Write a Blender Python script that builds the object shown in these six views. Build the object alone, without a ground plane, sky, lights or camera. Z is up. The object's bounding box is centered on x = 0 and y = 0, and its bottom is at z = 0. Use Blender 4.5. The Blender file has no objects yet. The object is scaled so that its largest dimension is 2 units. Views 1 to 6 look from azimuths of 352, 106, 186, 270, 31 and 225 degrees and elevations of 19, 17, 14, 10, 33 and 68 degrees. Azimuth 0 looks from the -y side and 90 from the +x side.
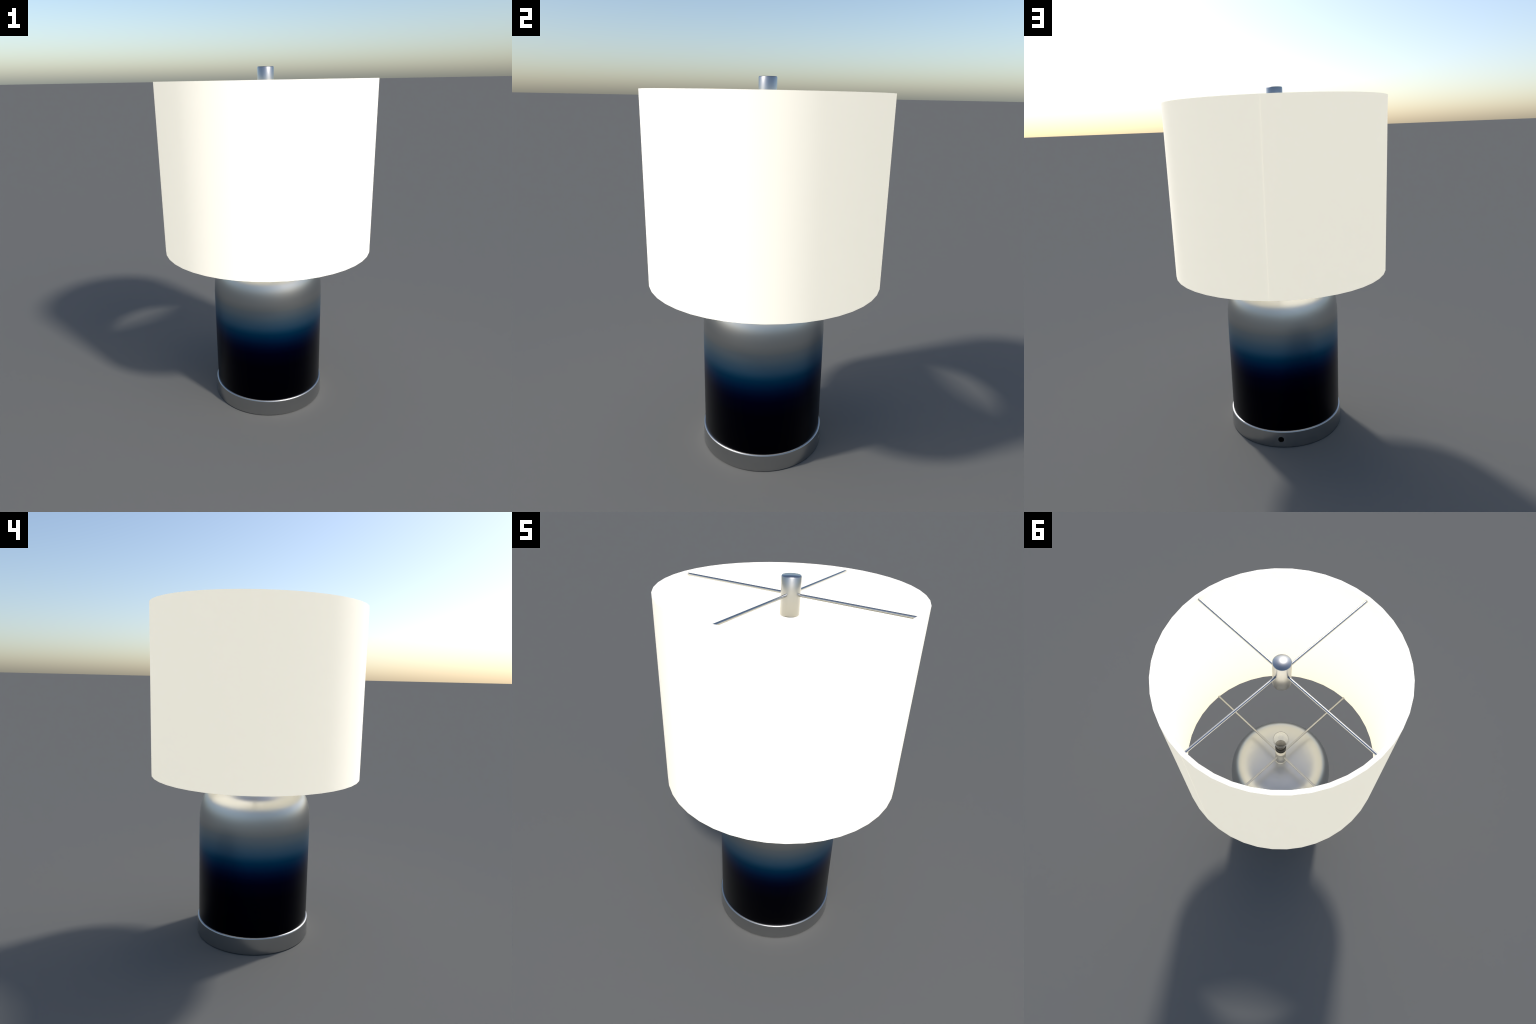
import bpy, bmesh, math
from mathutils import Vector, Matrix

# ---------------------------------------------------------------- dimensions
SHADE_SEGMENTS = 44            # the drum is a 44-sided prism, shaded smooth
SHADE_R, SHADE_R_IN = 0.6087, 0.5858
SHADE_BOTTOM, SHADE_TOP = 0.9815, 1.9308
BODY_R, BODY_START, BODY_TOP = 0.3310, 0.098, 0.913
BASE_R, BASE_TOP = 0.3405, 0.1015
HOLE_R, HOLE_Z = 0.0172, 0.050
SPOKE_R = 0.0068
UPPER_SPOKE_Z, LOWER_SPOKE_Z = 1.920, 0.9875


# ---------------------------------------------------------------- materials
def material(name):
    m = bpy.data.materials.new(name)
    m.use_nodes = True
    nt = m.node_tree
    b = nt.nodes["Principled BSDF"]
    return m, nt, b


def metal_material():
    m, nt, b = material("brushed_nickel")
    co = nt.nodes.new("ShaderNodeTexCoord")
    n = nt.nodes.new("ShaderNodeTexNoise")
    n.inputs["Scale"].default_value = 30
    n.inputs["Detail"].default_value = 2
    nt.links.new(co.outputs["Object"], n.inputs["Vector"])
    r = nt.nodes.new("ShaderNodeMapRange")
    r.inputs["To Min"].default_value = 0.30
    r.inputs["To Max"].default_value = 0.33
    nt.links.new(n.outputs["Fac"], r.inputs["Value"])
    nt.links.new(r.outputs["Result"], b.inputs["Roughness"])
    b.inputs["Base Color"].default_value = (0.455, 0.460, 0.463, 1)
    b.inputs["Metallic"].default_value = 1.0
    return m


def glaze_material():
    """Lustre glaze: silver shoulders running through blue into black."""
    m, nt, b = material("ombre_lustre_glaze")
    co = nt.nodes.new("ShaderNodeTexCoord")
    sep = nt.nodes.new("ShaderNodeSeparateXYZ")
    nt.links.new(co.outputs["Object"], sep.inputs[0])
    rng = nt.nodes.new("ShaderNodeMapRange")
    rng.inputs["From Min"].default_value = 0.0
    rng.inputs["From Max"].default_value = 1.0
    nt.links.new(sep.outputs["Z"], rng.inputs["Value"])
    ramp = nt.nodes.new("ShaderNodeValToRGB")
    ramp.color_ramp.interpolation = "LINEAR"
    stops = [
        (0.12, (0.0006, 0.0006, 0.0035)),
        (0.33, (0.0007, 0.0008, 0.0075)),
        (0.413, (0.0008, 0.0012, 0.022)),
        (0.444, (0.0008, 0.006, 0.043)),
        (0.479, (0.001, 0.019, 0.085)),
        (0.504, (0.001, 0.038, 0.135)),
        (0.5355, (0.002, 0.074, 0.195)),
        (0.5575, (0.022, 0.126, 0.260)),
        (0.583, (0.075, 0.190, 0.335)),
        (0.615, (0.135, 0.250, 0.370)),
        (0.648, (0.225, 0.315, 0.395)),
        (0.680, (0.300, 0.358, 0.410)),
        (0.696, (0.375, 0.400, 0.415)),
        (0.727, (0.455, 0.467, 0.468)),
        (0.80, (0.500, 0.512, 0.520)),
    ]
    el = ramp.color_ramp.elements
    el[0].position, el[0].color = stops[0][0], (*stops[0][1], 1)
    el[1].position, el[1].color = stops[-1][0], (*stops[-1][1], 1)
    for p, c in stops[1:-1]:
        e = el.new(p)
        e.color = (*c, 1)
    nt.links.new(rng.outputs["Result"], ramp.inputs["Fac"])
    nt.links.new(ramp.outputs["Color"], b.inputs["Base Color"])
    b.inputs["Metallic"].default_value = 1.0
    b.inputs["Roughness"].default_value = 0.36
    return m


def fabric_material(name, colour, glow, strength):
    m, nt, b = material(name)
    co = nt.nodes.new("ShaderNodeTexCoord")
    n = nt.nodes.new("ShaderNodeTexNoise")
    n.inputs["Scale"].default_value = 220
    n.inputs["Detail"].default_value = 3
    nt.links.new(co.outputs["Object"], n.inputs["Vector"])
    mix = nt.nodes.new("ShaderNodeMix")
    mix.data_type = "RGBA"
    mix.inputs["A"].default_value = (*[c * 0.985 for c in colour], 1)
    mix.inputs["B"].default_value = (*colour, 1)
    nt.links.new(n.outputs["Fac"], mix.inputs["Factor"])
    nt.links.new(mix.outputs["Result"], b.inputs["Base Color"])
    b.inputs["Roughness"].default_value = 0.9
    b.inputs["Specular IOR Level"].default_value = 0.2
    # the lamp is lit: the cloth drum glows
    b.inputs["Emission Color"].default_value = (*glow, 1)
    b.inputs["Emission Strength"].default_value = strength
    return m


def plain_material(name, colour, rough, metallic=0.0):
    m, nt, b = material(name)
    co = nt.nodes.new("ShaderNodeTexCoord")
    n = nt.nodes.new("ShaderNodeTexNoise")
    n.inputs["Scale"].default_value = 60
    nt.links.new(co.outputs["Object"], n.inputs["Vector"])
    mix = nt.nodes.new("ShaderNodeMix")
    mix.data_type = "RGBA"
    mix.inputs["A"].default_value = (*[c * 0.96 for c in colour], 1)
    mix.inputs["B"].default_value = (*colour, 1)
    nt.links.new(n.outputs["Fac"], mix.inputs["Factor"])
    nt.links.new(mix.outputs["Result"], b.inputs["Base Color"])
    b.inputs["Roughness"].default_value = rough
    b.inputs["Metallic"].default_value = metallic
    return m


def glass_material():
    m, nt, b = material("clear_glass")
    b.inputs["Base Color"].default_value = (0.97, 0.97, 0.96, 1)
    b.inputs["Transmission Weight"].default_value = 1.0
    b.inputs["Roughness"].default_value = 0.02
    b.inputs["IOR"].default_value = 1.33
    b.inputs["Emission Color"].default_value = (1.0, 0.95, 0.82, 1)   # the bulb is on
    b.inputs["Emission Strength"].default_value = 0.03
    return m


METAL = metal_material()
GLAZE = glaze_material()
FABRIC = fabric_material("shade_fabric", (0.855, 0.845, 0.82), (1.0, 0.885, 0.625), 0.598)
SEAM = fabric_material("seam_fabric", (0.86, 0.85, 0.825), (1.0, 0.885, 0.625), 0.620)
DARK = plain_material("plain_black", (0.005, 0.005, 0.005), 0.35)
DARK.node_tree.nodes["Principled BSDF"].inputs["Specular IOR Level"].default_value = 0.25
HOLE_SHADE = plain_material("painted_hole_shade", (0.003, 0.003, 0.003), 0.9)
HOLE_SHADE.node_tree.nodes["Principled BSDF"].inputs["Specular IOR Level"].default_value = 0.05
TAUPE = plain_material("plain_taupe", (0.44, 0.41, 0.36), 0.5)
PALE = plain_material("pale_cream", (0.62, 0.61, 0.58), 0.35)
GLASS = glass_material()


# ---------------------------------------------------------------- helpers
def finish(name, bm, mat, parent, angle=35):
    me = bpy.data.meshes.new(name)
    bmesh.ops.recalc_face_normals(bm, faces=bm.faces[:])
    bm.to_mesh(me)
    bm.free()
    me.materials.append(mat)
    me.shade_smooth()
    if angle:
        me.set_sharp_from_angle(angle=math.radians(angle))
    ob = bpy.data.objects.new(name, me)
    bpy.context.collection.objects.link(ob)
    ob.parent = parent
    return ob


def lathe(profile, segments, closed=False, bm=None, phase=0.0):
    """Turn (r, z) points about the z axis. r = 0 becomes a pole."""
    bm = bm or bmesh.new()
    rings = []
    for r, z in profile:
        if r < 1e-7:
            rings.append([bm.verts.new((0, 0, z))])
        else:
            rings.append([bm.verts.new((r * math.cos(phase + 2 * math.pi * i / segments),
                                        r * math.sin(phase + 2 * math.pi * i / segments), z))
                          for i in range(segments)])
    pairs = list(zip(rings, rings[1:]))
    if closed:
        pairs.append((rings[-1], rings[0]))
    for a, b in pairs:
        for i in range(segments):
            j = (i + 1) % segments
            if len(a) == 1 and len(b) == 1:
                continue
            if len(a) == 1:
                bm.faces.new((a[0], b[i], b[j]))
            elif len(b) == 1:
                bm.faces.new((a[i], a[j], b[0]))
            else:
                bm.faces.new((a[i], a[j], b[j], b[i]))
    return bm


def arc(cr, cz, radius, a0, a1, steps, radius_z=None):
    radius_z = radius_z or radius
    return [(cr + radius * math.cos(math.radians(a0 + (a1 - a0) * k / steps)),
             cz + radius_z * math.sin(math.radians(a0 + (a1 - a0) * k / steps)))
            for k in range(steps + 1)]


def rod_mesh(name, length, radius, sides=16):
    """Straight round wire along +x, starting at the origin."""
    bm = lathe([(0, 0), (radius, 0), (radius, length), (0, length)], sides)
    bmesh.ops.rotate(bm, verts=bm.verts[:], cent=(0, 0, 0), matrix=Matrix.Rotation(math.pi / 2, 3, "Y"))
    me = bpy.data.meshes.new(name)
    bmesh.ops.recalc_face_normals(bm, faces=bm.faces[:])
    bm.to_mesh(me)
    bm.free()
    me.materials.append(METAL)
    me.shade_smooth()
    me.set_sharp_from_angle(angle=math.radians(40))
    return me


# ---------------------------------------------------------------- the lamp
lamp = bpy.data.objects.new("table_lamp", None)
bpy.context.collection.objects.link(lamp)
lamp["label"] = "lit table lamp, white drum shade, ombre blue-black jar body"
lamp["category"] = "table lamp"

# --- jar body: straight wall closing in a squarish shoulder (superellipse)
Z0, P, Q = 0.64, 6.5, 3.2
shoulder = []
for k in range(61):
    t = math.pi / 2 * k / 60
    r = BODY_R * math.cos(t) ** (2 / P)
    z = Z0 + (BODY_TOP - Z0) * math.sin(t) ** (2 / Q)
    shoulder.append((r if k < 60 else 0.0, z))
wall = [(0.0, BODY_START), (BODY_R, BODY_START)] + [(BODY_R, BODY_START + (Z0 - BODY_START) * k / 12) for k in range(1, 12)]
body = finish("jar_body", lathe(wall + shoulder, 128), GLAZE, lamp, 50)

# --- nickel foot ring with a cord hole at the back
bevel = 0.008
foot_profile = ([(0.0, 0.0)] + arc(BASE_R - 0.004, 0.004, 0.004, -90, 0, 4)
                + [(BASE_R, BASE_TOP - bevel - 0.001)] + arc(BASE_R - bevel, BASE_TOP - bevel, bevel, 0, 90, 3)
                + [(BODY_R - 0.004, BASE_TOP), (0.0, BASE_TOP - 0.001)])
foot = finish("foot_ring", lathe(foot_profile, 128), METAL, lamp, 50)
cutter_bm = bmesh.new()
bmesh.ops.create_cone(cutter_bm, cap_ends=True, segments=48, radius1=HOLE_R, radius2=HOLE_R, depth=0.10,
                      matrix=Matrix.Translation((0, BASE_R, HOLE_Z)) @ Matrix.Rotation(math.pi / 2, 4, "X"))
cutter_me = bpy.data.meshes.new("hole_cutter")
cutter_bm.to_mesh(cutter_me)
cutter_bm.free()
cutter = bpy.data.objects.new("hole_cutter", cutter_me)
bpy.context.collection.objects.link(cutter)
bo = foot.modifiers.new("cord_hole", "BOOLEAN")
bo.operation, bo.object, bo.solver = "DIFFERENCE", cutter, "EXACT"
bpy.context.view_layer.update()
ev = foot.evaluated_get(bpy.context.evaluated_depsgraph_get())
new = bpy.data.meshes.new_from_object(ev)
foot.modifiers.clear()
foot.data = new
foot.data.name = "foot_ring"
new.set_sharp_from_angle(angle=math.radians(50))
bpy.data.objects.remove(cutter)
# disc sunk in the hole, coloured black to draw its inner shadow
gb = lathe([(0.0, 0.0), (HOLE_R - 0.0025, 0.0), (HOLE_R - 0.0006, 0.0012), (HOLE_R - 0.0006, 0.030), (0.0, 0.030)], 40)
bmesh.ops.transform(gb, verts=gb.verts[:], matrix=Matrix.Translation((0, BASE_R - 0.009, HOLE_Z)) @ Matrix.Rotation(math.pi / 2, 4, "X"))
finish("hole_shade_disc", gb, HOLE_SHADE, foot, 40)

# --- drum shade
shade_bm = lathe([(SHADE_R, SHADE_BOTTOM), (SHADE_R, SHADE_TOP), (SHADE_R_IN, SHADE_TOP), (SHADE_R_IN, SHADE_BOTTOM)],
                 SHADE_SEGMENTS, closed=True)
shade = finish("drum_shade", shade_bm, FABRIC, lamp, 35)
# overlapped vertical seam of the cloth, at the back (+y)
seam_bm = bmesh.new()
bmesh.ops.create_cube(seam_bm, size=1.0, matrix=Matrix.Translation((0, SHADE_R - 0.0011, (SHADE_TOP + SHADE_BOTTOM) / 2))
                      @ Matrix.Diagonal((0.0036, 0.0026, SHADE_TOP - SHADE_BOTTOM - 0.002, 1)))
finish("cloth_seam", seam_bm, SEAM, shade, 30)

# --- finial hub above, lamp socket below
FIN_R = 0.0454
# one-step chamfers, smoothed across, so the normals swell gently from end to end
fin_bevel = 0.0028
fin_drop = 0.0045
fin_profile = [(0.0, 1.8255), (FIN_R - fin_bevel, 1.8255), (FIN_R, 1.8255 + fin_drop),
               (FIN_R, 2.0 - fin_drop), (FIN_R - fin_bevel, 2.0), (0.0, 2.0)]
finial = finish("finial", lathe(fin_profile, 32), METAL, lamp, 0)

SOCK_R = 0.0340
sock_profile = [(0.0, 0.912), (SOCK_R - 0.001, 0.912), (SOCK_R, 0.9145), (SOCK_R, 1.0335), (SOCK_R - 0.0022, 1.0365), (0.0, 1.0365)]
socket = finish("lamp_socket", lathe(sock_profile, 40), METAL, lamp, 0)
flange = finish("socket_flange", lathe([(0.0, 0.908), (SOCK_R + 0.0030, 0.908), (SOCK_R + 0.0030, 0.9155)]
                                       + arc(SOCK_R - 0.0010, 0.9155, 0.004, 0, 90, 5) + [(0.0, 0.9195)], 40), METAL, socket, 50)
pale_band = finish("socket_pale_band", lathe([(SOCK_R - 0.0004, 1.036), (0.0328, 1.0745), (0.0312, 1.0745), (0.0312, 1.036)], 40, closed=True), PALE, socket, 40)

# --- black open cup with a taupe inner tube and a dark floor, the bulb's neck stands in it
cap = finish("dark_cup", lathe([(0.0338, 1.0740), (0.0338, 1.086), (0.0330, 1.088), (0.0330, 1.092), (0.0338, 1.094), (0.0338, 1.1245),
                                  (0.0330, 1.126), (0.0311, 1.126), (0.0311, 1.0740)], 40, closed=True), DARK, socket, 40)
pad = finish("taupe_tube", lathe([(0.0310, 1.037), (0.0310, 1.1255), (0.0302, 1.1255), (0.0302, 1.037)], 40, closed=True), TAUPE, cap, 40)
base = finish("dark_floor", lathe([(0.0, 1.037), (0.0300, 1.037), (0.0300, 1.052), (0.0200, 1.056), (0.0, 1.056)], 40), DARK, cap, 40)


def globe(rad, neck):
    pts = [(neck, 1.112), (neck, 1.130), (neck + 0.002, 1.142), (rad * 0.83, 1.1655)]
    pts += arc(0, 1.199, rad, -30, 90, 24)[:-1] + [(0.0, 1.199 + rad)]
    return pts


outer = globe(0.0478, 0.0298)
inner = globe(0.0472, 0.0292)
bulb = finish("bulb_globe", lathe(outer[:-1] + [(0.0004, 1.199 + 0.0478), (0.0004, 1.199 + 0.0472)] + inner[:-1][::-1], 48, closed=True), GLASS, socket, 60)

# --- wire spiders: four spokes above, four below
upper = rod_mesh("spoke", SHADE_R_IN + 0.002 - (FIN_R - 0.006), SPOKE_R)
lower = rod_mesh("lower_spoke", SHADE_R_IN + 0.002 - (SOCK_R - 0.004), SPOKE_R * 0.95)
for me, start, z, owner in ((upper, FIN_R - 0.006, UPPER_SPOKE_Z, finial), (lower, SOCK_R - 0.004, LOWER_SPOKE_Z, socket)):
    for k in range(4):
        a = k * math.pi / 2
        ob = bpy.data.objects.new("spoke", me)
        bpy.context.collection.objects.link(ob)
        ob.location = (start * math.cos(a), start * math.sin(a), z)
        ob.rotation_euler = (0, 0, a)
        ob.parent = owner
